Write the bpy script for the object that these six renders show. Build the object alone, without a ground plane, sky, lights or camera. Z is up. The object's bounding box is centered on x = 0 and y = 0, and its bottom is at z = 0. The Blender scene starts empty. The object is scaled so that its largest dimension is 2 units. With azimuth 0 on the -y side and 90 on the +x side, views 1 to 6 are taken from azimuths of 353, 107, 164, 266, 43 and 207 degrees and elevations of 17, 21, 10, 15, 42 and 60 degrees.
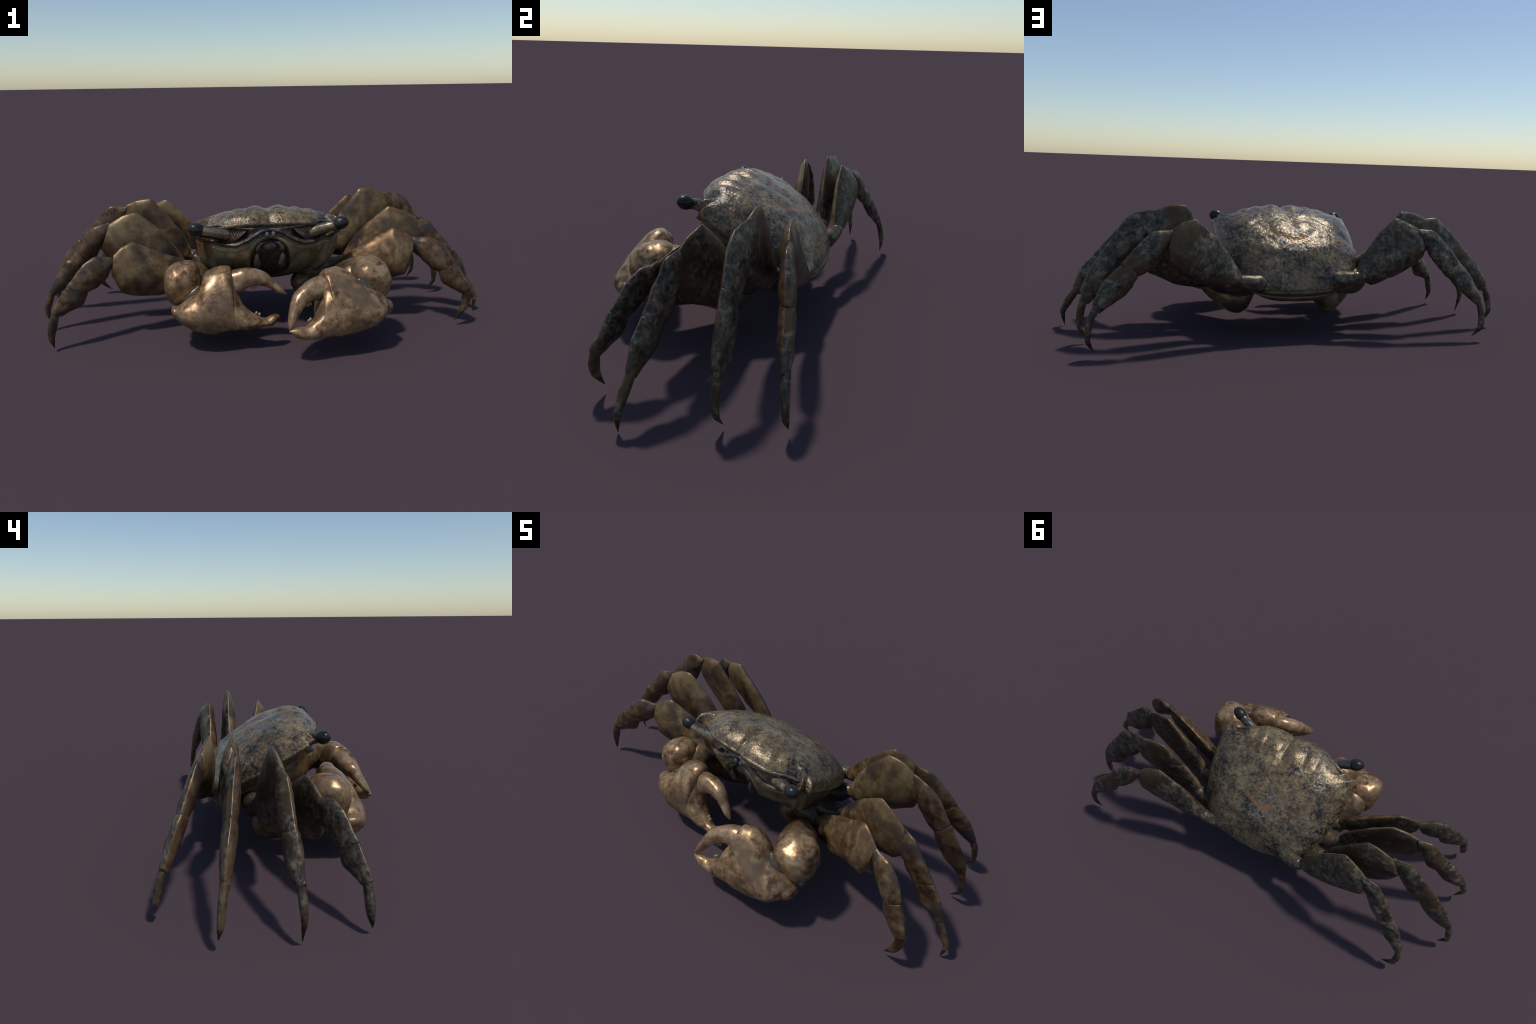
import bpy, bmesh, math, random
import numpy as np
from mathutils import Vector, noise as mnoise

random.seed(7)
CX = -0.010                      # the body's plane of symmetry stands at x = CX

# frame of the shell's edge plane, which slopes down towards the rear
SLOPE = 0.593
AL = math.atan(SLOPE)
AX = np.array([0, math.cos(AL), -math.sin(AL)])     # backwards along the edge plane
NX = np.array([0, math.sin(AL), math.cos(AL)])      # its normal
ORG = np.array([CX, -0.12, 0.478])

# ----------------------------------------------------------------------------
# materials
# ----------------------------------------------------------------------------
def ramp(nt, fac, stops, interp='LINEAR'):
    r = nt.nodes.new('ShaderNodeValToRGB')
    cr = r.color_ramp
    cr.interpolation = interp
    while len(cr.elements) < len(stops):
        cr.elements.new(0.5)
    for el, (p, c) in zip(cr.elements, stops):
        el.position = p
        el.color = (*c, 1.0) if len(c) == 3 else c
    nt.links.new(fac, r.inputs['Fac'])
    return r.outputs['Color']

def noise_tex(nt, vec, scale, detail=4.0, rough=0.6, dist=0.0):
    n = nt.nodes.new('ShaderNodeTexNoise')
    n.inputs['Scale'].default_value = scale
    n.inputs['Detail'].default_value = detail
    n.inputs['Roughness'].default_value = rough
    n.inputs['Distortion'].default_value = dist
    nt.links.new(vec, n.inputs['Vector'])
    return n.outputs['Fac']

def mixc(nt, fac, a, b, mode='MIX'):
    m = nt.nodes.new('ShaderNodeMix')
    m.data_type = 'RGBA'
    m.blend_type = mode
    for sock, v in ((m.inputs['Factor'], fac), (m.inputs['A'], a), (m.inputs['B'], b)):
        if isinstance(v, (int, float)):
            sock.default_value = v
        elif isinstance(v, tuple):
            sock.default_value = (*v, 1.0)
        else:
            nt.links.new(v, sock)
    return m.outputs['Result']

def mathn(nt, op, a, b=None):
    m = nt.nodes.new('ShaderNodeMath')
    m.operation = op
    for i, v in enumerate((a, b)):
        if v is None:
            continue
        if isinstance(v, (int, float)):
            m.inputs[i].default_value = v
        else:
            nt.links.new(v, m.inputs[i])
    return m.outputs[0]

METAL = 0.45                     # chitin with a bronze sheen
BRIGHT = 1.42
def new_mat(name, rough=0.35, spec=0.22):
    m = bpy.data.materials.new(name)
    m.use_nodes = True
    nt = m.node_tree
    b = nt.nodes['Principled BSDF']
    b.inputs['Roughness'].default_value = rough
    b.inputs['Specular IOR Level'].default_value = spec
    b.inputs['Metallic'].default_value = METAL
    tc = nt.nodes.new('ShaderNodeTexCoord')
    return m, nt, b, tc.outputs['Object']

def bump(nt, b, height, strength, dist):
    n = nt.nodes.new('ShaderNodeBump')
    n.inputs['Strength'].default_value = strength
    n.inputs['Distance'].default_value = dist
    nt.links.new(height, n.inputs['Height'])
    nt.links.new(n.outputs['Normal'], b.inputs['Normal'])

def blotch(name, cols, s1, s2, rough=0.36, spec=0.22, tint=None, tint_scale=5.0,
           bstr=0.25, bdist=0.004, bscale=60.0, dist=0.6, contrast=(0.36, 0.64), outward=None, tint_at=0.50):
    """Two mixed noises run through a colour ramp, plus a patchy tint."""
    m, nt, b, vec = new_mat(name, rough, spec)
    n1 = noise_tex(nt, vec, s1, 5, 0.62, dist)
    n2 = noise_tex(nt, vec, s2, 3, 0.6, 0.3)
    f = mathn(nt, 'ADD', mathn(nt, 'MULTIPLY', n1, 0.6), mathn(nt, 'MULTIPLY', n2, 0.4))
    lo, hi = contrast
    cols = [tuple(q*BRIGHT for q in c) for c in cols]
    if tint:
        tint = tuple(q*BRIGHT for q in tint)
    stops = [(lo + (hi - lo) * i / (len(cols) - 1), c) for i, c in enumerate(cols)]
    col = ramp(nt, f, stops)
    if tint:
        t = noise_tex(nt, vec, tint_scale, 3, 0.55, 0.4)
        mask = ramp(nt, t, [(tint_at, (0, 0, 0)), (tint_at + .14, (1, 1, 1))])
        col = mixc(nt, mathn(nt, 'MULTIPLY', mask, 0.85), col, tint)
    if outward:
        # paler plates near the body, browner ones further out
        ln = nt.nodes.new('ShaderNodeVectorMath'); ln.operation = 'LENGTH'
        nt.links.new(vec, ln.inputs[0])
        far = mathn(nt, 'ADD', ln.outputs['Value'], mathn(nt, 'MULTIPLY', n1, 0.25))
        fm = ramp(nt, far, [(0.62, (0, 0, 0)), (0.86, (1, 1, 1))])
        col = mixc(nt, mathn(nt, 'MULTIPLY', fm, 0.55), col, outward)
    nt.links.new(col, b.inputs['Base Color'])
    r = ramp(nt, n2, [(0.3, (rough - .07,) * 3), (0.7, (rough + .12,) * 3)])
    nt.links.new(r, b.inputs['Roughness'])
    bh = noise_tex(nt, vec, bscale, 3, 0.6, 0.5)
    bump(nt, b, bh, bstr, bdist)
    return m

def carapace_material():
    m, nt, b, vec = new_mat('mottled_carapace', 0.3, 0.36)
    # squiggly blue-black marks on tan ground
    b.inputs['Metallic'].default_value = 0.28
    worm = noise_tex(nt, vec, 74, 4, 0.68, 0.7)
    mid = noise_tex(nt, vec, 21, 3, 0.6, 0.5)
    broad = noise_tex(nt, vec, 6.5, 2, 0.5, 0.2)
    f = mathn(nt, 'ADD', mathn(nt, 'MULTIPLY', worm, 0.46), mathn(nt, 'MULTIPLY', mid, 0.29))
    f = mathn(nt, 'ADD', f, mathn(nt, 'MULTIPLY', broad, 0.25))
    col = ramp(nt, f, [(0.41, (0.022, 0.021, 0.021)), (0.465, (0.066, 0.056, 0.045)),
                       (0.52, (0.175, 0.130, 0.074)), (0.60, (0.300, 0.222, 0.122))])
    # warm brown cast in soft clouds
    wn = noise_tex(nt, vec, 11, 2, 0.5, 0.2)
    wm = ramp(nt, wn, [(0.45, (0, 0, 0)), (0.65, (1, 1, 1))])
    col = mixc(nt, mathn(nt, 'MULTIPLY', wm, 0.40), col, (0.215, 0.140, 0.070))
    # pale grey patches from noise, kept off the dark marks
    pn = noise_tex(nt, vec, 7.5, 3, 0.5, 0.2)
    pm = ramp(nt, pn, [(0.56, (0, 0, 0)), (0.70, (1, 1, 1))])
    pm = mathn(nt, 'MULTIPLY', pm, ramp(nt, worm, [(0.42, (0, 0, 0)), (0.55, (1, 1, 1))]))
    col = mixc(nt, mathn(nt, 'MULTIPLY', pm, 0.55), col, (0.225, 0.215, 0.195))
    # rust: small flecks everywhere, and a stain along the groove behind the stomach
    sub = nt.nodes.new('ShaderNodeVectorMath'); sub.operation = 'SUBTRACT'
    nt.links.new(vec, sub.inputs[0]); sub.inputs[1].default_value = tuple(ORG)
    dot = nt.nodes.new('ShaderNodeVectorMath'); dot.operation = 'DOT_PRODUCT'
    nt.links.new(sub.outputs[0], dot.inputs[0]); dot.inputs[1].default_value = tuple(AX)
    sep = nt.nodes.new('ShaderNodeSeparateXYZ'); nt.links.new(sub.outputs[0], sep.inputs[0])
    x2 = mathn(nt, 'MULTIPLY', sep.outputs[0], sep.outputs[0])
    g = mathn(nt, 'SUBTRACT', mathn(nt, 'ADD', dot.outputs['Value'], mathn(nt, 'MULTIPLY', x2, 5.2)), 0.300)
    g = mathn(nt, 'ABSOLUTE', g)
    band = ramp(nt, mathn(nt, 'MULTIPLY', g, 25), [(0.10, (1, 1, 1)), (0.45, (0, 0, 0))])
    side = ramp(nt, mathn(nt, 'MULTIPLY', x2, 60), [(0.35, (1, 1, 1)), (0.75, (0, 0, 0))])
    rn = noise_tex(nt, vec, 16, 2, 0.5, 0.4)
    st = ramp(nt, rn, [(0.42, (0, 0, 0)), (0.58, (1, 1, 1))])
    stain = mathn(nt, 'MULTIPLY', mathn(nt, 'MULTIPLY', band, side), st)
    fl = ramp(nt, rn, [(0.68, (0, 0, 0)), (0.74, (1, 1, 1))])
    rust = mathn(nt, 'MINIMUM', mathn(nt, 'ADD', mathn(nt, 'MULTIPLY', stain, 0.75), mathn(nt, 'MULTIPLY', fl, 0.7)), 0.8)
    col = mixc(nt, rust, col, (0.40, 0.175, 0.06))
    nt.links.new(col, b.inputs['Base Color'])
    rr = ramp(nt, worm, [(0.3, (0.20,) * 3), (0.7, (0.32,) * 3)])
    nt.links.new(rr, b.inputs['Roughness'])
    bn = noise_tex(nt, vec, 80, 4, 0.62, 1.0)
    bump(nt, b, bn, 0.32, 0.006)
    return m

M = {}
def build_materials():
    M['carapace'] = carapace_material()
    M['face'] = blotch('olive_face', [(0.066, 0.049, 0.026), (0.150, 0.122, 0.064), (0.235, 0.198, 0.116)],
                       7, 22, 0.36, tint=(0.13, 0.068, 0.026), tint_scale=6, bscale=30, bstr=0.12)
    M['orbit'] = blotch('dark_orbit', [(0.020, 0.017, 0.016), (0.065, 0.046, 0.032), (0.15, 0.108, 0.075)],
                        18, 40, 0.30, tint=(0.040, 0.045, 0.055), tint_scale=12, bscale=60)
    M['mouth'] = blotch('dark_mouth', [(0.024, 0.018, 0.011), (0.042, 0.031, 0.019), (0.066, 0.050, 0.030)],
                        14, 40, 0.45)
    M['belly'] = blotch('belly_brown', [(0.045, 0.034, 0.022), (0.09, 0.070, 0.045), (0.14, 0.110, 0.070)],
                        10, 30, 0.42, bscale=30)
    M['tan'] = blotch('leg_front_tan', [(0.052, 0.027, 0.013), (0.146, 0.085, 0.040), (0.262, 0.188, 0.092)],
                      6.0, 24, 0.36, tint=(0.034, 0.029, 0.028), tint_scale=8.5, tint_at=0.51, outward=(0.105, 0.062, 0.034), bstr=0.22, bscale=32,
                      contrast=(0.37, 0.58))
    M['grey'] = blotch('leg_back_grey', [(0.022, 0.019, 0.016), (0.070, 0.058, 0.042), (0.185, 0.145, 0.098)],
                       30, 70, 0.38, tint=(0.070, 0.044, 0.022), tint_scale=7, bstr=0.3, bscale=40,
                       contrast=(0.38, 0.64))
    M['brown'] = blotch('propodus_brown', [(0.034, 0.019, 0.012), (0.102, 0.059, 0.032), (0.175, 0.118, 0.068)],
                        9, 30, 0.36, tint=(0.034, 0.030, 0.030), tint_scale=9, bstr=0.25, bscale=36,
                        contrast=(0.38, 0.62))
    M['claw'] = blotch('claw_tan', [(0.090, 0.048, 0.024), (0.218, 0.131, 0.067), (0.318, 0.216, 0.119)],
                       17, 46, 0.31, tint=(0.138, 0.092, 0.056), tint_scale=10, bstr=0.22, bscale=46,
                       contrast=(0.40, 0.60))
    M['finger'] = blotch('finger_tan', [(0.130, 0.074, 0.039), (0.235, 0.148, 0.082), (0.322, 0.225, 0.135)],
                         12, 40, 0.27, bstr=0.15, bscale=40, contrast=(0.37, 0.63))
    M['joint'] = blotch('joint_membrane', [(0.05, 0.040, 0.029), (0.095, 0.076, 0.056), (0.16, 0.132, 0.096)],
                        20, 50, 0.28, tint=(0.060, 0.058, 0.056), tint_scale=14)
    M['coxa'] = blotch('coxa_brown', [(0.030, 0.023, 0.016), (0.075, 0.054, 0.034), (0.150, 0.110, 0.070)],
                       14, 40, 0.34, tint=(0.045, 0.046, 0.048), tint_scale=11)
    M['arm'] = blotch('arm_brown', [(0.050, 0.032, 0.018), (0.130, 0.082, 0.044), (0.225, 0.155, 0.090)],
                      14, 40, 0.30, tint=(0.055, 0.048, 0.042), tint_scale=9)
    M['tooth'] = blotch('horny_tooth', [(0.16, 0.13, 0.08), (0.25, 0.21, 0.14), (0.32, 0.27, 0.18)], 30, 60, 0.35)
    M['tip'] = blotch('dark_claw_tip', [(0.018, 0.014, 0.010), (0.034, 0.025, 0.017), (0.05, 0.038, 0.026)], 30, 70, 0.35)
    M['stalk'] = blotch('stalk_buff', [(0.095, 0.068, 0.038), (0.19, 0.145, 0.085), (0.27, 0.215, 0.135)],
                        18, 50, 0.25, tint=(0.085, 0.070, 0.052), tint_scale=20, bstr=0.1)
    M['stalk_top'] = blotch('stalk_slate', [(0.035, 0.034, 0.032), (0.060, 0.057, 0.052), (0.10, 0.092, 0.08)], 24, 60, 0.25, bstr=0.1)
    M['eye'] = blotch('eye_black', [(0.015, 0.015, 0.016), (0.022, 0.022, 0.023), (0.03, 0.031, 0.033)], 20, 60, 0.30, 0.25,
                      bstr=0.05)

# ----------------------------------------------------------------------------
# helpers
# ----------------------------------------------------------------------------
ROOT = None
def add_mesh(name, verts, faces, mats, parent, face_mat=None, smooth=True):
    me = bpy.data.meshes.new(name)
    me.from_pydata([tuple(map(float, v)) for v in verts], [], faces)
    for mt in mats:
        me.materials.append(mt)
    if face_mat is not None:
        me.polygons.foreach_set('material_index', np.asarray(face_mat, dtype=np.int32))
    bm = bmesh.new(); bm.from_mesh(me)
    bmesh.ops.remove_doubles(bm, verts=bm.verts, dist=1e-5)
    bmesh.ops.recalc_face_normals(bm, faces=bm.faces)
    bm.to_mesh(me); bm.free()
    if smooth:
        me.polygons.foreach_set('use_smooth', [True] * len(me.polygons))
    me.update()
    ob = bpy.data.objects.new(name, me)
    bpy.context.scene.collection.objects.link(ob)
    ob.parent = parent
    return ob

def add_empty(name, parent, loc=(0, 0, 0)):
    ob = bpy.data.objects.new(name, None)
    bpy.context.scene.collection.objects.link(ob)
    ob.parent = parent
    ob.empty_display_size = 0.05
    return ob

def spline(P, n, k=0.75):
    """Cardinal spline through the rows of P, n samples per span; k=1 Catmull-Rom, 0 straight."""
    P = np.asarray(P, float)
    out = []
    m = len(P)
    for i in range(m - 1):
        p0 = P[max(i - 1, 0)]; p1 = P[i]; p2 = P[i + 1]; p3 = P[min(i + 2, m - 1)]
        t1 = (p2 - p0) * 0.5 * k; t2 = (p3 - p1) * 0.5 * k
        if k < 1:
            t1 = t1 + (p2 - p1) * (1 - k) * 0.5; t2 = t2 + (p2 - p1) * (1 - k) * 0.5
        for j in range(n):
            t = j / n
            h1 = 2*t**3 - 3*t**2 + 1; h2 = -2*t**3 + 3*t**2
            h3 = t**3 - 2*t**2 + t; h4 = t**3 - t**2
            out.append(h1*p1 + h2*p2 + h3*t1 + h4*t2)
    out.append(P[-1])
    return np.array(out)

def rough_up(v, n, amp, scale, seed):
    p = Vector((v[0]*scale + seed*3.1, v[1]*scale - seed*1.7, v[2]*scale + seed*0.9))
    return v + n * (amp * mnoise.fractal(p, 0.8, 2.0, 3))

def plate_loft(name, stations, mats, parent, nphi=28, nsub=6, ridge=1.15, k=0.75,
               amp=0.0035, nscale=16, seed=0, round_start=0.35, round_end=0.35, front=None,
               tip_from=None, egg=0.0, skew=0.0):
    """Loft along stations (outer edge point, inner edge point, half thickness).
    The section is a lens; its front half takes material 0, its back half 1, the far end 2."""
    S = np.array([list(o) + list(i) + [h] for o, i, h in stations], float)
    L = spline(S, nsub, k)
    O, I, H = L[:, :3], L[:, 3:6], L[:, 6]
    C = (O + I) / 2; Wv = (O - I) / 2
    T = np.gradient(C, axis=0)
    T /= np.linalg.norm(T, axis=1)[:, None] + 1e-9
    N = np.cross(T, Wv); N /= np.linalg.norm(N, axis=1)[:, None] + 1e-9
    fr = np.array(front if front is not None else (0, -1, 0.1))
    for i in range(len(N)):
        if N[i] @ fr < 0:
            N[i] = -N[i]
    # rounded ends
    rings = []
    def cap(idx, sgn, frac):
        r = []
        w = np.linalg.norm(Wv[idx])
        for a in (0.98, 0.85, 0.62, 0.33):
            s = a; d = math.sqrt(max(0, 1 - a*a)) * frac * min(w, H[idx] * 2.0)
            r.append((C[idx] + sgn * T[idx] * d, Wv[idx]*s, N[idx]*H[idx]*s))
        return r
    rings += list(reversed(cap(0, -1, round_start)))
    for i in range(len(L)):
        rings.append((C[i], Wv[i], N[i]*H[i]))
    endcap = cap(len(L)-1, 1, round_end)
    rings += endcap
    verts, faces, fm = [], [], []
    nr = len(rings)
    first_tip = nr if tip_from is None else int(nr * tip_from)
    for ri, (c, w, n) in enumerate(rings):
        wl = np.linalg.norm(w); nl = np.linalg.norm(n)
        for j in range(nphi):
            ph = 2 * math.pi * j / nphi
            cs, sn = math.cos(ph), math.sin(ph)
            th = math.copysign(abs(sn) ** ridge, sn) * (1 - egg * cs) * (1 + skew if sn > 0 else 1 - skew)
            v = c + w * cs + n * th
            d = w / (wl + 1e-9) * cs + n / (nl + 1e-9) * sn
            a = amp * min(1.0, 4 * nl / 0.03 + 0.1)
            verts.append(rough_up(v, d, a, nscale, seed))
    for r in range(nr - 1):
        for j in range(nphi):
            j2 = (j + 1) % nphi
            faces.append((r*nphi + j, r*nphi + j2, (r+1)*nphi + j2, (r+1)*nphi + j))
            m = 0 if j < nphi // 2 else 1
            if r >= first_tip:
                m = 2
            fm.append(min(m, len(mats) - 1))
    for r, rev in ((0, True), (nr - 1, False)):
        idx = [r*nphi + j for j in range(nphi)]
        cidx = len(verts)
        verts.append(rings[r][0])
        for j in range(nphi):
            faces.append((idx[j], idx[(j+1) % nphi], cidx))
            m = 0 if j < nphi // 2 else 1
            if r > 0 and tip_from is not None:
                m = 2
            fm.append(min(m, len(mats) - 1))
    return add_mesh(name, verts, faces, mats, parent, fm)

def tube(name, pts, radii, mat, parent, nphi=20, nsub=6, k=0.9, amp=0.002, nscale=22, seed=0, squash=None, up=(0, 0, 1), top_mat=None):
    """Round loft along a spine. radii may be single numbers or (side, up) pairs."""
    R = [(r, r) if not isinstance(r, tuple) else r for r in radii]
    S = np.array([list(p) + list(r) for p, r in zip(pts, R)], float)
    L = spline(S, nsub, k)
    C = L[:, :3]
    T = np.gradient(C, axis=0); T /= np.linalg.norm(T, axis=1)[:, None] + 1e-9
    upv = np.array(up, float)
    verts, faces = [], []
    rings = []
    def frame(i):
        s = np.cross(T[i], upv); s /= np.linalg.norm(s) + 1e-9
        u = np.cross(s, T[i]); return s, u
    s, u = frame(0)
    for a in (0.25, 0.6, 0.85, 0.97):
        d = math.sqrt(1 - a*a) * min(L[0, 3], L[0, 4]) * 0.8
        rings.append((C[0] - T[0]*d, s*L[0, 3]*a, u*L[0, 4]*a))
    for i in range(len(L)):
        s, u = frame(i)
        rings.append((C[i], s*L[i, 3], u*L[i, 4]))
    for a in (0.97, 0.85, 0.6, 0.25):
        d = math.sqrt(1 - a*a) * min(L[-1, 3], L[-1, 4]) * 0.8
        rings.append((C[-1] + T[-1]*d, s*L[-1, 3]*a, u*L[-1, 4]*a))
    for c, s, u in rings:
        for j in range(nphi):
            ph = 2*math.pi*j/nphi
            off = s*math.cos(ph) + u*math.sin(ph)
            nn = off / (np.linalg.norm(off) + 1e-9)
            verts.append(rough_up(c + off, nn, amp, nscale, seed))
    fm = []
    for r in range(len(rings) - 1):
        for j in range(nphi):
            j2 = (j+1) % nphi
            faces.append((r*nphi+j, r*nphi+j2, (r+1)*nphi+j2, (r+1)*nphi+j))
            fm.append(1 if top_mat and nphi*.07 < j < nphi*.43 else 0)
    for r in (0, len(rings)-1):
        ci = len(verts); verts.append(rings[r][0])
        for j in range(nphi):
            faces.append((r*nphi+j, r*nphi+(j+1) % nphi, ci)); fm.append(0)
    return add_mesh(name, verts, faces, [mat] + ([top_mat] if top_mat else []), parent, fm)

def ellipsoid(name, c, axes, mat, parent, nu=28, nv=18, amp=0.003, nscale=14, seed=0, power=1.0):
    """axes: three half-axis vectors; power < 1 makes it boxier."""
    A = [np.array(a, float) for a in axes]
    c = np.array(c, float)
    verts, faces = [], []
    f = lambda q: math.copysign(abs(q) ** power, q)
    for i in range(nv + 1):
        th = math.pi * i / nv
        for j in range(nu):
            ph = 2*math.pi*j/nu
            off = A[0]*f(math.sin(th))*f(math.cos(ph)) + A[1]*f(math.sin(th))*f(math.sin(ph)) + A[2]*f(math.cos(th))
            nn = off / (np.linalg.norm(off) + 1e-9)
            verts.append(rough_up(c + off, nn, amp, nscale, seed))
    for i in range(nv):
        for j in range(nu):
            j2 = (j+1) % nu
            faces.append((i*nu+j, i*nu+j2, (i+1)*nu+j2, (i+1)*nu+j))
    return add_mesh(name, verts, faces, [mat], parent)

# ----------------------------------------------------------------------------
# body: everything hangs on one outline, half of it (x from the midline, y)
# lying on a plane that slopes down towards the rear
# ----------------------------------------------------------------------------
OUTLINE = [(0, -.150), (.02, -.157), (.05, -.161), (.09, -.161), (.15, -.152), (.20, -.131), (.235, -.108),
           (.260, -.093), (.282, -.100), (.303, -.120), (.304, -.094), (.331, -.095), (.329, -.06),
           (.330, 0), (.326, .06), (.316, .115), (.296, .18), (.262, .242), (.218, .281),
           (.16, .303), (.08, .311), (0, .312)]

def body_outline(n=320):
    half = [(x, (y + .12) / math.cos(AL)) for x, y in OUTLINE]
    loop = half + [(-x, a) for x, a in half[-2:0:-1]]
    P = np.array(loop + [loop[0]])
    d = np.r_[0, np.cumsum(np.linalg.norm(np.diff(P, axis=0), axis=1))]
    t = np.linspace(0, d[-1], n, endpoint=False)
    return np.c_[np.interp(t, d, P[:, 0]), np.interp(t, d, P[:, 1])]

A0 = 0.22                    # centre of the dome along the edge plane
H0 = 0.121                   # its height
def gauss(x, a, x0, a0, sx, sa):
    return math.exp(-((x-x0)/sx)**2 - ((a-a0)/sa)**2)

def dome_relief(x, a):
    ax = abs(x)
    h = 0.0
    h += 0.012 * gauss(ax, a, .050, .018, .030, .050)      # frontal lobes
    h -= 0.011 * gauss(x, a, 0, .005, .013, .065)          # notch between them
    h += 0.008 * gauss(ax, a, .122, .014, .024, .040)
    h += 0.007 * gauss(ax, a, .190, .022, .028, .035)      # shoulders over the orbits
    h -= 0.004 * gauss(ax, a, .100, .020, .010, .035)
    h -= 0.004 * gauss(ax, a, .155, .030, .010, .035)
    # groove behind the stomach region, bowed to the rear
    g = a - (0.305 - 1.3 * x * x * 4)
    if ax < .16:
        h -= 0.0025 * math.exp(-(g/.014)**2) * (1 - (ax/.16)**2)
    # low ridge that runs across behind it, ends turned forward
    g4 = a - (0.365 - 1.6 * x * x)
    h += 0.004 * math.exp(-(g4/.028)**2) * (1 - sm(.12, .25, ax))
    h += 0.006 * gauss(ax, a, .055, .215, .042, .050)
    h += 0.005 * gauss(ax, a, .070, .115, .040, .035)
    h += 0.006 * gauss(ax, a, .200, .180, .045, .050)
    h -= 0.003 * gauss(x, a, 0, .17, .022, .07)
    # oblique branchial grooves
    g2 = (a - .16) - 0.75 * (ax - .14)
    h -= 0.004 * math.exp(-(g2/.012)**2) * math.exp(-((ax-.19)/.06)**2)
    g3 = (a - .27) - 0.45 * (ax - .20)
    h += 0.004 * math.exp(-(g3/.02)**2) * math.exp(-((ax-.23)/.06)**2)
    return h

def to_world(x, a, h):
    return ORG + np.array([x, 0, 0]) + AX * a + NX * h

def q_of(x, a):
    """Steepness of the dome at the rim, by direction."""
    th = math.degrees(math.atan2(abs(x), A0 - a))       # 0 front, 180 rear
    return float(np.interp(th, [0, 25, 42, 57, 75, 110, 140, 165, 180], [.44, .42, .40, .50, .46, .49, .62, .82, .86]))

def build_carapace():
    out = body_outline(360)
    n = len(out)
    soft = out.copy()                       # the outline without its teeth
    for _ in range(260):
        soft = .5*soft + .25*(np.roll(soft, 1, 0) + np.roll(soft, -1, 0))
    rhos = np.r_[np.linspace(0.02, .80, 34), np.sin(np.linspace(math.asin(.80), math.pi/2, 22)[1:])]
    verts, faces = [], []
    rings = 0
    for rho in rhos:
        bl = sm(.84, 1.0, rho)
        for (x0, a0), (xs, as_) in zip(out, soft):
            x, a = xs + (x0-xs)*bl, as_ + (a0-as_)*bl
            xx, aa = x*rho, A0 + (a-A0)*rho
            h = H0 * max(0, 1 - rho**2) ** q_of(x, a)
            edge = min(1, (1-rho)*12)
            h += dome_relief(xx, aa) * (0.25 + .75*edge)
            p = to_world(xx, aa, h)
            v = Vector(p*26)
            h2 = 0.0020 * mnoise.fractal(v, 0.9, 2.0, 3) + 0.0004 * mnoise.fractal(Vector(p*75), .9, 2, 2)
            verts.append(p + NX * h2 * min(1, edge + .2) )
        rings += 1
    # rolled rim, a groove and a lower ledge, then inwards under the shell
    for sc, dh in ((1.006, -.001), (1.008, -.006), (1.000, -.012), (.975, -.015), (.955, -.013), (.93, -.012), (.80, -.02), (.5, -.03)):
        for i, (x, a) in enumerate(out):
            verts.append(to_world(x*sc, A0 + (a-A0)*sc, dh))
        rings += 1
    c0 = len(verts); verts.append(to_world(0, A0, H0 + dome_relief(0, A0)))
    for j in range(n):
        faces.append((j, (j+1) % n, c0))
    for r in range(rings - 1):
        for j in range(n):
            j2 = (j+1) % n
            faces.append((r*n+j, r*n+j2, (r+1)*n+j2, (r+1)*n+j))
    return add_mesh('carapace', verts, faces, [M['carapace']], ROOT)

# --- lower body -------------------------------------------------------------
def zbottom(y):
    return 0.205 - 0.11 * (y + .1)

RIDGE = [(-.32, .440), (-.285, .418), (-.21, .394), (-.145, .394), (-.095, .416), (-.035, .452), (0, .458),
         (.035, .452), (.095, .416), (.145, .394), (.21, .392), (.285, .418), (.32, .440)]
def ridge_z(x):
    return float(np.interp(x, [p[0] for p in RIDGE], [p[1] for p in RIDGE]))

def sm(e0, e1, v):
    t = min(1, max(0, (v-e0)/(e1-e0)))
    return t*t*(3-2*t)

def face_relief(x, z):
    """Outward push of the front of the body; x from the midline. Returns (push, zone)."""
    rz = ridge_z(x)
    ax = abs(x)
    d = z - rz
    push, zone = 0.0, 0
    push += 0.006 * (1 - sm(.10, .31, ax)) * math.exp(-((z - .345)/.075)**2)
    fade = 1 - sm(.29, .325, ax)
    push += 0.012 * math.exp(-((d - .010)/.008)**2) * fade           # ridge under the eyes
    push -= 0.010 * math.exp(-((d + .006)/.005)**2) * fade           # line below it
    if d > 0.0:
        orb = sm(.015, .03, d) * sm(.08, .12, ax) * fade
        push -= 0.030 * orb                                          # eye socket
        zone = 1 if ax > .03 or d > .01 else 0
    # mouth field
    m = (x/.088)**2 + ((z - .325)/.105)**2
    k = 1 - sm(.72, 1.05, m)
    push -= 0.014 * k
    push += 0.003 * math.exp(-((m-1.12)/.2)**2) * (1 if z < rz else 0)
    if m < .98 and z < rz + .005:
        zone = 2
    # second ledge under the rim
    return push, zone

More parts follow.
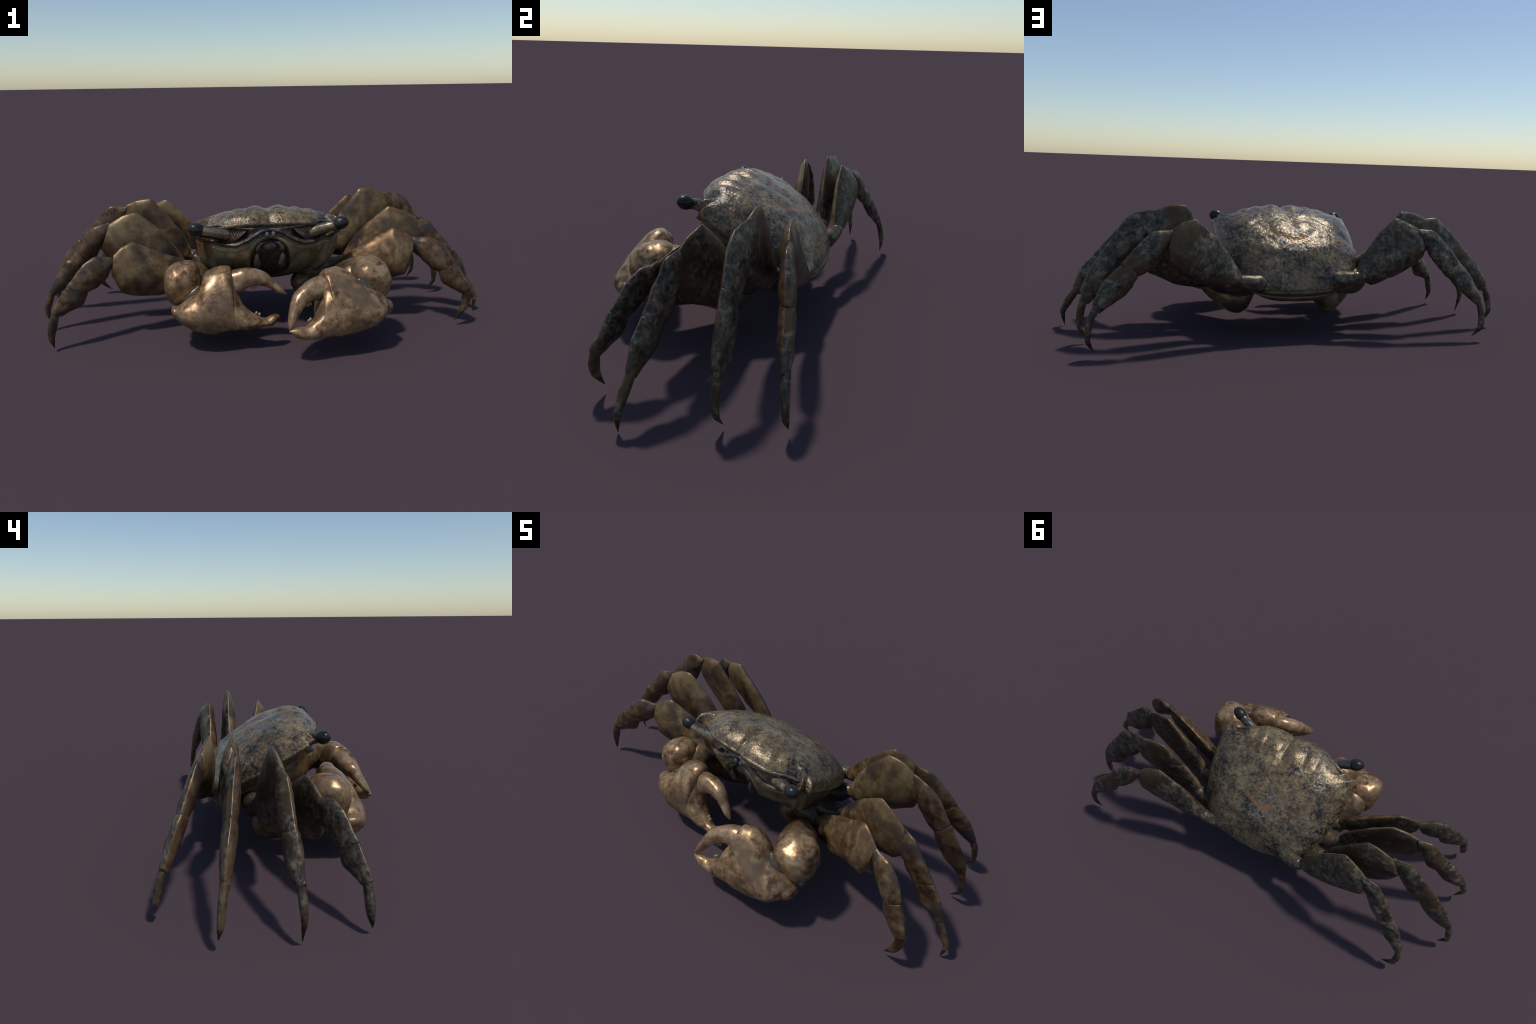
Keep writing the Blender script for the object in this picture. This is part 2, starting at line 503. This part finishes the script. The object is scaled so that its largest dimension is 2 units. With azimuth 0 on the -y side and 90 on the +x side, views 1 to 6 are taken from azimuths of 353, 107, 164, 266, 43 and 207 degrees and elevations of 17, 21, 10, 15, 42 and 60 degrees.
def build_thorax():
    out = body_outline(300)
    n = len(out)
    cy = 0.09
    verts, faces, fm = [], [], []
    vs = np.r_[np.linspace(0, .85, 58), np.linspace(.87, 1, 14)]
    zones = []
    for v in vs:
        for x, a in out:
            p = to_world(x*(.965 - .035*sm(.22, .32, abs(x))), A0 + (a-A0)*.965, -.008)
            zb = zbottom(p[1])
            pw = 2.8 if p[1] < -.05 else 2.7
            r = max(0.0, 1 - v**pw) ** (1/pw)
            z = p[2] + (zb - p[2]) * v
            xx = (p[0]-CX) * r; yy = cy + (p[1]-cy) * r
            zone = 0
            if p[1] < -.06:
                f = 1 - sm(-.10, -.07, p[1])
                push, zone = face_relief(xx, z)
                dirv = np.array([xx*0.25, -1.0])
                dirv /= np.linalg.norm(dirv)
                yy += dirv[1]*push*f; xx += dirv[0]*push*f
                if f < .5: zone = 0
            else:
                # pleural lines along the flanks
                dz = z - (p[2] - .035)
                s = min(1, max(0, (p[1]+.06)*20))
                k = (-.006*math.exp(-(dz/.006)**2) + .004*math.exp(-((dz+.014)/.008)**2)) * s
                q = np.array([p[0]-CX, p[1]-cy]); q /= np.linalg.norm(q)
                xx += q[0]*k; yy += q[1]*k
                zone = 3
            verts.append(rough_up(np.array([CX+xx, yy, z]), np.array([0, -1, 0]), .0015, 30, 2))
            zones.append(zone)
    nr = len(vs)
    for r in range(nr - 1):
        for j in range(n):
            j2 = (j+1) % n
            faces.append((r*n+j, r*n+j2, (r+1)*n+j2, (r+1)*n+j))
            fm.append(zones[r*n+j])
    c0 = len(verts); verts.append(np.array([CX, cy, zbottom(cy)]))
    for j in range(n):
        faces.append(((nr-1)*n+j, (nr-1)*n+(j+1) % n, c0)); fm.append(3)
    c1 = len(verts); verts.append(to_world(0, A0, -.01))
    for j in range(n):
        faces.append((j, (j+1) % n, c1)); fm.append(3)
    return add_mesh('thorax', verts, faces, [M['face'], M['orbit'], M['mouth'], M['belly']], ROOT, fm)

def build_face_parts():
    # mouth limbs: an upper and a lower piece on either side
    for s in (-1, 1):
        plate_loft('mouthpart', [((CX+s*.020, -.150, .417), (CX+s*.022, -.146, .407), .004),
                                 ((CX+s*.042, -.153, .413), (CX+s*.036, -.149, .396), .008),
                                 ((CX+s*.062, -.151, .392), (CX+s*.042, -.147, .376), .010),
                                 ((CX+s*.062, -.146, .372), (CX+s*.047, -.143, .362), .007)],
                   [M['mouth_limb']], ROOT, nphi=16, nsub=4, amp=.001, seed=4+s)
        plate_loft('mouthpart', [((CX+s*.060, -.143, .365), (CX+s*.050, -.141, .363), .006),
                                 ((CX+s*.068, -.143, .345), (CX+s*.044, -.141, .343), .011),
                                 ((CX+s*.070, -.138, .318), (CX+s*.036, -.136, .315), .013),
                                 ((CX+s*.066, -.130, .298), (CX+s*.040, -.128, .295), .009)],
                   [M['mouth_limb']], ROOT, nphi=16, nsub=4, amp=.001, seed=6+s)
        # combs of bristles inside the eye sockets
        bv, bf = [], []
        for i in range(11):
            t = i / 10
            top = np.array([CX + s*(.095 + .075*t), -.146 + .012*t, .476 - .006*t])
            bot = np.array([CX + s*(.118 + .066*t), -.156 + .022*t, .448 - .030*math.sin(t*2.2)])
            ax = bot - top
            side = np.cross(ax, [0, 1, 0]); side /= np.linalg.norm(side)
            fwd = np.array([0, -1.0, 0])
            b0 = len(bv)
            for q, rr in ((0, .0012), (.3, .0026), (.7, .0024), (1, .0008)):
                c = top + ax*q + fwd * .006 * math.sin(q*3.1)
                for j in range(6):
                    a = j*math.pi/3
                    bv.append(c + side*rr*math.cos(a) + fwd*rr*math.sin(a))
            for q in range(3):
                for j in range(6):
                    j2 = (j+1) % 6
                    bf.append((b0+q*6+j, b0+q*6+j2, b0+q*6+6+j2, b0+q*6+6+j))
        ob = add_mesh('bristle', bv, bf, [M['bristle']], ROOT)
        ob['kind'] = 'stuff'
        # small feelers folded between the eyes
        ellipsoid('antennule', (CX+s*.014, -.158, .448), [(.011, 0, 0), (0, .010, 0), (0, .002, .014)], M['feeler'], ROOT, 14, 10, .001)
        ellipsoid('antennule', (CX+s*.040, -.152, .440), [(.014, .002, -.004), (0, .008, 0), (.002, 0, .008)], M['feeler'], ROOT, 14, 10, .001)
    # upper lip in the mouth field
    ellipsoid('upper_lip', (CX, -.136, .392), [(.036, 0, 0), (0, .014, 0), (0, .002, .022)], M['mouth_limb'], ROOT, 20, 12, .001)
    # second ledge that runs under the rim of the shell
    pts, rad = [], []
    for x in np.linspace(-.27, .27, 25):
        y = float(np.interp(abs(x), [0, .05, .09, .15, .2, .235, .27], [-.150, -.156, -.157, -.147, -.127, -.106, -.094]))
        z = float(np.interp(abs(x), [0, .02, .06, .13, .19, .235, .27], [.471, .468, .473, .479, .488, .484, .476]))
        pts.append((CX + x, y, z)); rad.append((.007, .006) if abs(x) < .25 else (.004, .004))
    tube('brow', pts, rad, M['brow'], ROOT, 12, 3, amp=.0015, nscale=40)

def build_eyes():
    for base, eye in (((-.195, -.128, .450), (-.312, -.157, .481)), ((.172, -.124, .443), (.284, -.164, .485))):
        b, e = np.array(base), np.array(eye)
        d = (e-b)/np.linalg.norm(e-b)
        st = tube('eye_stalk', [b, b + (e-b)*.35, b + (e-b)*.7, e - d*.008], [.024, .0225, .0215, .0225], M['stalk'], ROOT, 20, 5, amp=.0012, up=(0, .55, .84), top_mat=M['stalk_top'])
        s = np.cross(d, [0, 0, 1]); s /= np.linalg.norm(s); u = np.cross(s, d)
        eb = ellipsoid('eye', e + d*.002, [s*.027, u*.028, d*.037], M['eye'], st, 28, 20, .0004)

def build_abdomen():
    # tail flap tucked under the rear edge: two stacked bands and a plate below
    sec = []
    verts, faces = [], []
    for name, yo, z0, hw, dz in (('tail_band', .296, .205, .205, .024), ('tail_band', .286, .182, .190, .019)):
        pts, rad = [], []
        for t in np.linspace(-1, 1, 15):
            y = yo - .055*abs(t)**2.6
            pts.append((CX + hw*t, y, z0 + .010*abs(t)**2))
            k = (1 - abs(t)**6) * .85 + .15
            rad.append((.022*k, dz*.62*k))
        tube(name, pts, rad, M['belly'], ROOT, 16, 3, amp=.001)
    ellipsoid('sternum', (CX, .155, .195), [(.18, 0, 0), (0, .135, -.02), (0, .006, .033)], M['belly'], ROOT, 32, 16, .004, 12, power=.8)

# ----------------------------------------------------------------------------
# walking legs: for each, where the upper (outer) and lower (inner) edge of its
# flat plates run
# ----------------------------------------------------------------------------
LEGS = {
 'E4': dict(
  merus=[((.240,.283,.280),(.240,.290,.232)), ((.277,.282,.336),(.320,.300,.235)), ((.355,.281,.440),(.410,.309,.265)),
         ((.441,.286,.518),(.495,.318,.303)), ((.499,.295,.503),(.548,.322,.345)), ((.532,.303,.478),(.556,.316,.395))],
  carpus=[((.537,.306,.477),(.560,.320,.410)), ((.613,.319,.468),(.600,.335,.352)), ((.664,.331,.423),(.635,.346,.313)),
          ((.730,.352,.352),(.667,.354,.299))],
  propodus=[((.730,.352,.352),(.667,.354,.299)), ((.795,.369,.288),(.718,.368,.229)), ((.838,.383,.206),(.812,.392,.170))],
  dactyl=[((.838,.384,.203),(.814,.392,.172)), ((.860,.392,.140),(.836,.397,.133)), ((.866,.401,.065),(.846,.403,.070)), ((.831,.404,.020),)],
  coxa=[(.160,.268,.243), (.198,.280,.246), (.240,.287,.256)], cr=(.040, .035, .027)),
 'E3': dict(
  merus=[((.320,.195,.290),(.325,.195,.245)), ((.350,.190,.385),(.392,.195,.232)), ((.405,.190,.480),(.472,.195,.268)),
         ((.471,.190,.562),(.545,.195,.312)), ((.548,.192,.562),(.618,.195,.375)), ((.588,.187,.545),(.638,.195,.430))],
  carpus=[((.592,.186,.543),(.612,.196,.465)), ((.663,.177,.536),(.645,.202,.392)), ((.716,.178,.503),(.688,.206,.335)),
          ((.785,.186,.405),(.720,.203,.322))],
  propodus=[((.785,.186,.405),(.720,.203,.322)), ((.843,.191,.321),(.775,.213,.225)), ((.892,.200,.219),(.862,.213,.160))],
  dactyl=[((.889,.201,.210),(.866,.213,.168)), ((.908,.204,.130),(.880,.212,.115)), ((.905,.208,.060),(.887,.213,.067)), ((.865,.218,.014),)],
  coxa=[(.205,.185,.220), (.265,.190,.225), (.320,.195,.262)], cr=(.050, .050, .027)),
 'E2': dict(
  merus=[((.365,.079,.262),(.365,.079,.212)), ((.406,.068,.344),(.435,.062,.188)), ((.475,.052,.425),(.510,.047,.200)),
         ((.562,.029,.508),(.590,.031,.236)), ((.640,.013,.482),(.675,.010,.277)), ((.688,.004,.455),(.712,.002,.335))],
  carpus=[((.688,.004,.458),(.688,.010,.390)), ((.741,-.009,.447),(.700,.008,.335)), ((.797,-.017,.386),(.738,.003,.275)),
          ((.858,-.026,.316),(.780,-.004,.256))],
  propodus=[((.858,-.026,.316),(.780,-.004,.256)), ((.908,-.035,.258),(.822,-.011,.192)), ((.939,-.039,.183),(.912,-.028,.145))],
  dactyl=[((.938,-.039,.180),(.914,-.029,.150)), ((.975,-.046,.125),(.947,-.036,.105)), ((.997,-.051,.065),(.975,-.044,.061)), ((.980,-.054,.001),)],
  coxa=[(.230,.080,.205), (.300,.082,.208), (.365,.079,.235)], cr=(.052, .050, .030)),
 'E1': dict(
  merus=[((.290,.006,.218),(.290,-.002,.168)), ((.345,-.003,.285),(.370,-.035,.162)), ((.455,-.025,.365),(.460,-.062,.165)),
         ((.561,-.048,.426),(.545,-.087,.196)), ((.610,-.072,.405),(.610,-.102,.220)), ((.645,-.088,.386),(.638,-.100,.285))],
  carpus=[((.645,-.090,.389),(.643,-.100,.345)), ((.716,-.110,.390),(.672,-.115,.300)), ((.763,-.128,.363),(.715,-.137,.249)),
          ((.820,-.157,.285),(.745,-.148,.236))],
  propodus=[((.820,-.157,.285),(.745,-.148,.236)), ((.848,-.174,.238),(.768,-.162,.188)), ((.879,-.197,.180),(.841,-.190,.145))],
  dactyl=[((.878,-.197,.177),(.843,-.190,.148)), ((.882,-.205,.125),(.843,-.195,.115)), ((.864,-.210,.078),(.835,-.200,.075)), ((.818,-.200,.024),)],
  coxa=[(.190,.010,.215), (.240,.010,.203), (.290,.002,.193)], cr=(.048, .046, .029)),
 'W4': dict(
  merus=[((-.255,.300,.288),(-.260,.311,.245)), ((-.292,.288,.362),(-.335,.322,.254)), ((-.370,.279,.460),(-.425,.333,.283)),
         ((-.447,.278,.528),(-.505,.340,.324)), ((-.500,.293,.507),(-.560,.340,.364)), ((-.540,.305,.487),(-.573,.332,.400))],
  carpus=[((-.546,.308,.482),(-.558,.322,.440)), ((-.616,.321,.476),(-.592,.342,.370)), ((-.665,.340,.425),(-.632,.363,.308)),
          ((-.730,.372,.338),(-.662,.377,.288))],
  propodus=[((-.730,.372,.338),(-.662,.377,.288)), ((-.775,.397,.278),(-.715,.404,.218)), ((-.816,.428,.195),(-.788,.433,.158))],
  dactyl=[((-.812,.430,.188),(-.792,.434,.160)), ((-.827,.447,.120),(-.797,.449,.115)), ((-.817,.460,.058),(-.793,.457,.066)), ((-.763,.459,.022),)],
  coxa=[(-.178,.278,.248), (-.215,.293,.257), (-.257,.305,.266)], cr=(.040, .035, .027)),
 'W3': dict(
  merus=[((-.335,.218,.288),(-.335,.222,.242)), ((-.372,.210,.375),(-.405,.228,.232)), ((-.440,.203,.462),(-.488,.232,.268)),
         ((-.509,.196,.548),(-.565,.234,.312)), ((-.581,.203,.542),(-.640,.231,.390)), ((-.622,.207,.525),(-.668,.226,.445))],
  carpus=[((-.627,.196,.514),(-.660,.206,.440)), ((-.700,.195,.518),(-.700,.212,.378)), ((-.776,.206,.457),(-.745,.220,.328)),
          ((-.860,.217,.368),(-.790,.225,.302))],
  propodus=[((-.860,.217,.368),(-.790,.225,.302)), ((-.920,.230,.306),(-.860,.237,.215)), ((-.966,.243,.226),(-.952,.244,.175))],
  dactyl=[((-.968,.245,.222),(-.950,.243,.178)), ((-.992,.252,.150),(-.965,.250,.135)), ((-1.000,.260,.077),(-.977,.257,.080)), ((-.960,.264,.027),)],
  coxa=[(-.225,.200,.220), (-.285,.215,.225), (-.335,.220,.262)], cr=(.050, .050, .027)),
 'W2': dict(
  merus=[((-.365,.102,.268),(-.365,.100,.218)), ((-.405,.098,.338),(-.435,.088,.186)), ((-.480,.088,.432),(-.512,.075,.212)),
         ((-.575,.073,.514),(-.610,.060,.262)), ((-.640,.062,.500),(-.682,.049,.300)), ((-.690,.054,.470),(-.728,.043,.360))],
  carpus=[((-.692,.057,.478),(-.708,.062,.425)), ((-.754,.040,.460),(-.735,.064,.375)), ((-.800,.034,.410),(-.770,.063,.315)),
          ((-.880,.026,.322),(-.804,.058,.292))],
  propodus=[((-.880,.026,.322),(-.804,.058,.292)), ((-.930,.018,.257),(-.872,.049,.212)), ((-.964,.012,.199),(-.949,.031,.164))],
  dactyl=[((-.964,.012,.196),(-.949,.031,.166)), ((-.985,.010,.145),(-.963,.026,.130)), ((-.995,.012,.090),(-.975,.020,.085)), ((-.962,.018,.009),)],
  coxa=[(-.235,.105,.205), (-.300,.110,.212), (-.365,.101,.240)], cr=(.052, .050, .030)),
 'W1': dict(
  merus=[((-.330,.035,.258),(-.330,.020,.210)), ((-.375,.020,.300),(-.400,-.005,.178)), ((-.480,-.012,.355),(-.490,-.036,.170)),
         ((-.585,-.044,.411),(-.575,-.064,.186)), ((-.630,-.061,.396),(-.643,-.087,.212)), ((-.665,-.077,.368),(-.677,-.090,.285))],
  carpus=[((-.671,-.077,.358),(-.672,-.078,.325)), ((-.738,-.109,.372),(-.700,-.090,.280)), ((-.787,-.136,.345),(-.745,-.110,.242)),
          ((-.850,-.168,.270),(-.778,-.127,.228))],
  propodus=[((-.850,-.168,.270),(-.778,-.127,.228)), ((-.888,-.183,.225),(-.806,-.139,.177)), ((-.917,-.195,.176),(-.888,-.178,.146))],
  dactyl=[((-.917,-.195,.174),(-.889,-.178,.147)), ((-.936,-.200,.110),(-.903,-.183,.100)), ((-.940,-.203,.059),(-.915,-.188,.062)), ((-.918,-.205,.017),)],
  coxa=[(-.215,.030,.222), (-.275,.034,.224), (-.330,.028,.232)], cr=(.048, .048, .029)),
}
TH = dict(merus=(.023, .032, .037, .035, .029, .018), carpus=(.013, .024, .026, .0235),
          propodus=(.024, .025, .015), dactyl=(.0135, .0135, .0105, .0015))

def shift(p, q, t):
    p, q = np.array(p), np.array(q)
    return p + (q-p)*t

def build_leg(key, L, seed):
    leg = add_empty('walking_leg', ROOT)
    if key in ('W1', 'W2', 'W3'):          # these plates reach a little lower
        L = dict(L)
        for part in ('merus', 'carpus', 'propodus'):
            L[part] = [(o, shift(o, i, 1.06)) for o, i in L[part]]
    mats = [M['tan'], M['grey']]
    matp = [M['brown'], M['grey']]
    matd = [M['brown'], M['grey'], M['tip']]
    tube('coxa', L['coxa'], L['cr'], M['grey'] if key in ('E4', 'W4') else M['coxa'], leg, 18, 6, amp=.003, seed=seed)
    # pale ring where the leg joins
    m0, m1 = L['merus'][0], L['merus'][1]
    c0 = (np.array(m0[0]) + np.array(m0[1]))/2
    c1 = (np.array(m1[0]) + np.array(m1[1]))/2
    d = (c1-c0)/np.linalg.norm(c1-c0)
    dc = np.array(L['coxa'][2]) - np.array(L['coxa'][1]); dc /= np.linalg.norm(dc)
    tube('joint_ring', [c0 - dc*.008, c0, c0 + dc*.008], [.026, .029, .026], M['joint'], leg, 18, 4, amp=.0008, seed=seed)
    st = [(o, i, t) for (o, i), t in zip(L['merus'], TH['merus'])]
    plate_loft('merus', st, mats, leg, seed=seed, k=.30, amp=.004, nscale=11, egg=.24, skew=.20, ridge=1.28, round_end=.12)
    st = [(o, i, t) for (o, i), t in zip(L['carpus'], TH['carpus'])]
    plate_loft('carpus', st, matp, leg, seed=seed+11, k=.42, amp=.004, nscale=18, round_end=.12, egg=.12, skew=.10, ridge=1.28)
    # the next plate slides a little way under the carpus
    p0 = L['propodus'][0]; c3 = L['carpus'][2]
    o0 = shift(p0[0], p0[1], .035); i0 = shift(p0[1], p0[0], .035)
    st = [(o0, i0, TH['propodus'][0] - .0015)]
    st.append((shift(p0[0], L['propodus'][1][0], .10), shift(p0[1], L['propodus'][1][1], .10), TH['propodus'][0] + .001))
    st += [(o, i, t) for (o, i), t in zip(L['propodus'][1:], TH['propodus'][1:])]
    plate_loft('propodus', st, matp, leg, seed=seed+23, k=.42, amp=.004, nscale=18, round_end=.3, egg=.12, skew=.10, ridge=1.28)
    dct = L['dactyl']
    st = [(o, i, t) for (o, i), t in zip(dct[:3], TH['dactyl'][:3])]
    tip = np.array(dct[3][0]); a = np.array(dct[2][0]) - np.array(dct[2][1])
    st.append((tip + a*.04, tip - a*.04, TH['dactyl'][3]))
    # start a little inside the propodus
    s0 = st[0]; o, i = np.array(s0[0]), np.array(s0[1]); c = (o+i)/2
    back = c - (np.array(st[1][0]) + np.array(st[1][1]))/2
    back /= np.linalg.norm(back)
    st[0] = (c + (o-c)*.82, c + (i-c)*.82, s0[2])
    st.insert(0, (c + (o-c)*.7 + back*.02, c + (i-c)*.7 + back*.02, s0[2]*.9))
    plate_loft('dactyl', st, matd, leg, nphi=18, seed=seed+31, k=.7, amp=.001, nscale=30, ridge=1.0,
               round_end=.1, tip_from=.72)

# ----------------------------------------------------------------------------
# claws
# ----------------------------------------------------------------------------
CLAWS = {
 'E': dict(
  front=(.244, -.878, .413), shift=(-.002, -.008, .003),
  ray=(-.24, -.89, .375), heel=(.010, .000, 0), fwd=(-.012, -.012, 0),
  palm=[((.451,-.299,.186),(.443,-.328,.128),.046), ((.425,-.294,.206),(.421,-.338,.115),.064),
        ((.380,-.295,.234),(.375,-.362,.093),.079), ((.328,-.294,.264),(.334,-.378,.086),.078),
        ((.290,-.284,.308),(.285,-.394,.082),.078), ((.240,-.284,.334),(.235,-.406,.083),.076),
        ((.200,-.298,.333),(.200,-.414,.086),.072), ((.172,-.314,.322),(.180,-.420,.088),.066), ((.172,-.336,.278),(.168,-.422,.089),.058),
        ((.163,-.358,.226),(.158,-.424,.090),.050), ((.146,-.383,.185),(.128,-.433,.090),.040),
        ((.121,-.404,.157),(.103,-.440,.091),.034), ((.087,-.421,.141),(.075,-.445,.096),.026),
        ((.050,-.430,.143),(.047,-.446,.109),.018), ((.022,-.440,.137),(.020,-.441,.131),.005)],
  finger=[((.196,-.312,.308),(.205,-.335,.258),.028), ((.160,-.320,.311),(.166,-.358,.226),.034),
          ((.116,-.336,.302),(.119,-.371,.224),.033), ((.067,-.363,.275),(.085,-.390,.207),.029),
          ((.043,-.380,.251),(.068,-.402,.189),.025), ((.028,-.402,.213),(.054,-.416,.169),.020),
          ((.019,-.426,.170),(.038,-.430,.149),.014), ((.019,-.440,.141),(.024,-.440,.140),.003)],
  teeth=[((.112,-.396,.159),.006), ((.104,-.400,.155),.005), ((.114,-.377,.216),.006), ((.104,-.381,.212),.005), ((.052,-.421,.160),.003)],
  carpus=(.394,-.240,.260), caxes=[(.087,.010,-.012), (-.008,.084,.02), (.012,-.02,.086)],
  arm=[(.150,-.015,.190), (.202,.022,.112), (.240,-.025,.120), (.290,-.090,.165), (.328,-.150,.222), (.356,-.195,.252)],
  ar=[.046, (.044,.060), (.054,.072), (.064,.078), (.078,.084), (.086,.086)],
  ringc=(.385,-.232,.290), membrane=[(.330,-.312,.276), (.358,-.322,.256), (.392,-.312,.232)], socket=(.198,-.318,.285)),
 'W': dict(
  front=(-.08, -.92, .384), shift=(.001, .0145, -.0055),
  ray=(-.06, -.925, .37), heel=(.004, .002, 0), fwd=(.002, .004, .004),
  palm=[((-.415,-.248,.190),(-.412,-.270,.136),.044), ((-.395,-.247,.198),(-.393,-.279,.118),.056),
        ((-.350,-.240,.226),(-.350,-.292,.095),.070), ((-.316,-.232,.246),(-.305,-.302,.081),.078),
        ((-.294,-.209,.307),(-.272,-.307,.077),.078), ((-.256,-.202,.331),(-.240,-.308,.081),.076),
        ((-.214,-.203,.337),(-.206,-.308,.088),.072), ((-.184,-.209,.329),(-.192,-.309,.089),.066), ((-.180,-.228,.285),(-.180,-.309,.090),.058),
        ((-.160,-.252,.228),(-.164,-.310,.091),.052), ((-.135,-.274,.184),(-.128,-.313,.092),.042),
        ((-.110,-.285,.162),(-.100,-.315,.093),.034), ((-.072,-.298,.141),(-.062,-.316,.098),.027),
        ((-.046,-.301,.137),(-.042,-.317,.100),.024), ((-.016,-.300,.148),(-.022,-.316,.106),.020), ((.004,-.305,.141),(-.004,-.308,.128),.006)],
  finger=[((-.206,-.212,.310),(-.206,-.245,.255),.028), ((-.170,-.212,.320),(-.160,-.255,.228),.034),
          ((-.130,-.215,.327),(-.124,-.249,.248),.034), ((-.080,-.221,.323),(-.082,-.248,.257),.030),
          ((-.041,-.230,.308),(-.048,-.252,.254),.026), ((-.012,-.245,.279),(-.022,-.259,.242),.021),
          ((.020,-.261,.248),(.008,-.269,.226),.014), ((.041,-.273,.223),(.037,-.274,.219),.003)],
  teeth=[((-.088,-.288,.153),.006), ((-.076,-.292,.148),.006), ((-.098,-.252,.253),.006), ((-.086,-.252,.252),.005), ((-.001,-.268,.228),.003)],
  carpus=(-.379,-.166,.260), caxes=[(.079,.008,.010), (.006,.081,.012), (-.012,-.015,.084)],
  arm=[(-.160,.005,.190), (-.212,.068,.112), (-.245,.045,.120), (-.302,-.012,.176), (-.330,-.072,.226), (-.342,-.118,.252)],
  ar=[.046, (.046,.062), (.056,.072), (.070,.080), (.078,.082), (.081,.081)],
  ringc=(-.372,-.155,.270), membrane=[(-.318,-.214,.248), (-.345,-.224,.226), (-.384,-.222,.205)], socket=(-.198,-.230,.292)),
}

def build_claw(key, D, seed):
    mv = np.array(D['shift'])
    D = dict(D)
    ray = np.array(D['ray'])
    for part, w, th in (('palm', D['heel'], 1.08), ('finger', D['fwd'], 1.15)):
        n = len(D[part])
        sh = [mv + ray*np.interp(q, [0, .45, 1], w) for q in np.linspace(0, 1, n)]
        D[part] = [(np.array(o)+m, np.array(i)+m, t*th) for (o, i, t), m in zip(D[part], sh)]
    D['teeth'] = [(np.array(p)+mv, r) for p, r in D['teeth']]
    cl = add_empty('claw', ROOT)
    tube('arm', D['arm'], D['ar'], M['arm'], cl, 26, 6, amp=.004, nscale=12, seed=seed)
    c = np.array(D['carpus'])
    ellipsoid('wrist', c, D['caxes'], M['claw'], cl, 44, 30, .009, 10, seed+3, power=.74)
    tube('wrist_membrane', D['membrane'], [.018, .022, .016], M['joint'], cl, 20, 6, amp=.001)
    plate_loft('palm', D['palm'], [M['claw']], cl, nphi=44, nsub=6, ridge=.92, k=.9, egg=.14, skew=-.05, amp=.004, nscale=14,
               seed=seed+5, front=D['front'], round_start=.75, round_end=.2)
    plate_loft('finger', D['finger'], [M['finger']], cl, nphi=32, nsub=6, ridge=.95, k=.85, amp=.0025, nscale=18,
               seed=seed+7, front=D['front'], round_start=.3, round_end=.2)
    for p, r in D['teeth']:
        ellipsoid('claw_tooth', p, [(r, 0, 0), (0, r, 0), (0, 0, r*1.25)], M['tooth'], cl, 12, 8, .0003)

# ----------------------------------------------------------------------------
def main():
    global ROOT
    build_materials()
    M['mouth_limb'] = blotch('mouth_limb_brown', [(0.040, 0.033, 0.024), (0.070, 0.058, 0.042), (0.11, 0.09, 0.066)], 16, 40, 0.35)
    M['bristle'] = blotch('bristle_brown', [(0.10, 0.07, 0.05), (0.16, 0.115, 0.08), (0.22, 0.165, 0.12)], 40, 80, 0.35)
    M['feeler'] = blotch('feeler_blue', [(0.045, 0.05, 0.06), (0.085, 0.09, 0.10), (0.13, 0.13, 0.14)], 30, 60, 0.3)
    M['brow'] = blotch('brow_brown', [(0.040, 0.035, 0.032), (0.105, 0.078, 0.062), (0.20, 0.150, 0.120)], 22, 50, 0.32)
    ROOT = add_empty('crab', None)
    ROOT['label'] = 'brown and grey mottled shore crab with raised tan claws'
    ROOT['category'] = 'crab'
    build_carapace()
    build_thorax()
    build_face_parts()
    build_eyes()
    build_abdomen()
    for i, k in enumerate(LEGS):
        build_leg(k, LEGS[k], 10 + i*5)
    for i, k in enumerate(CLAWS):
        build_claw(k, CLAWS[k], 70 + i*9)

main()
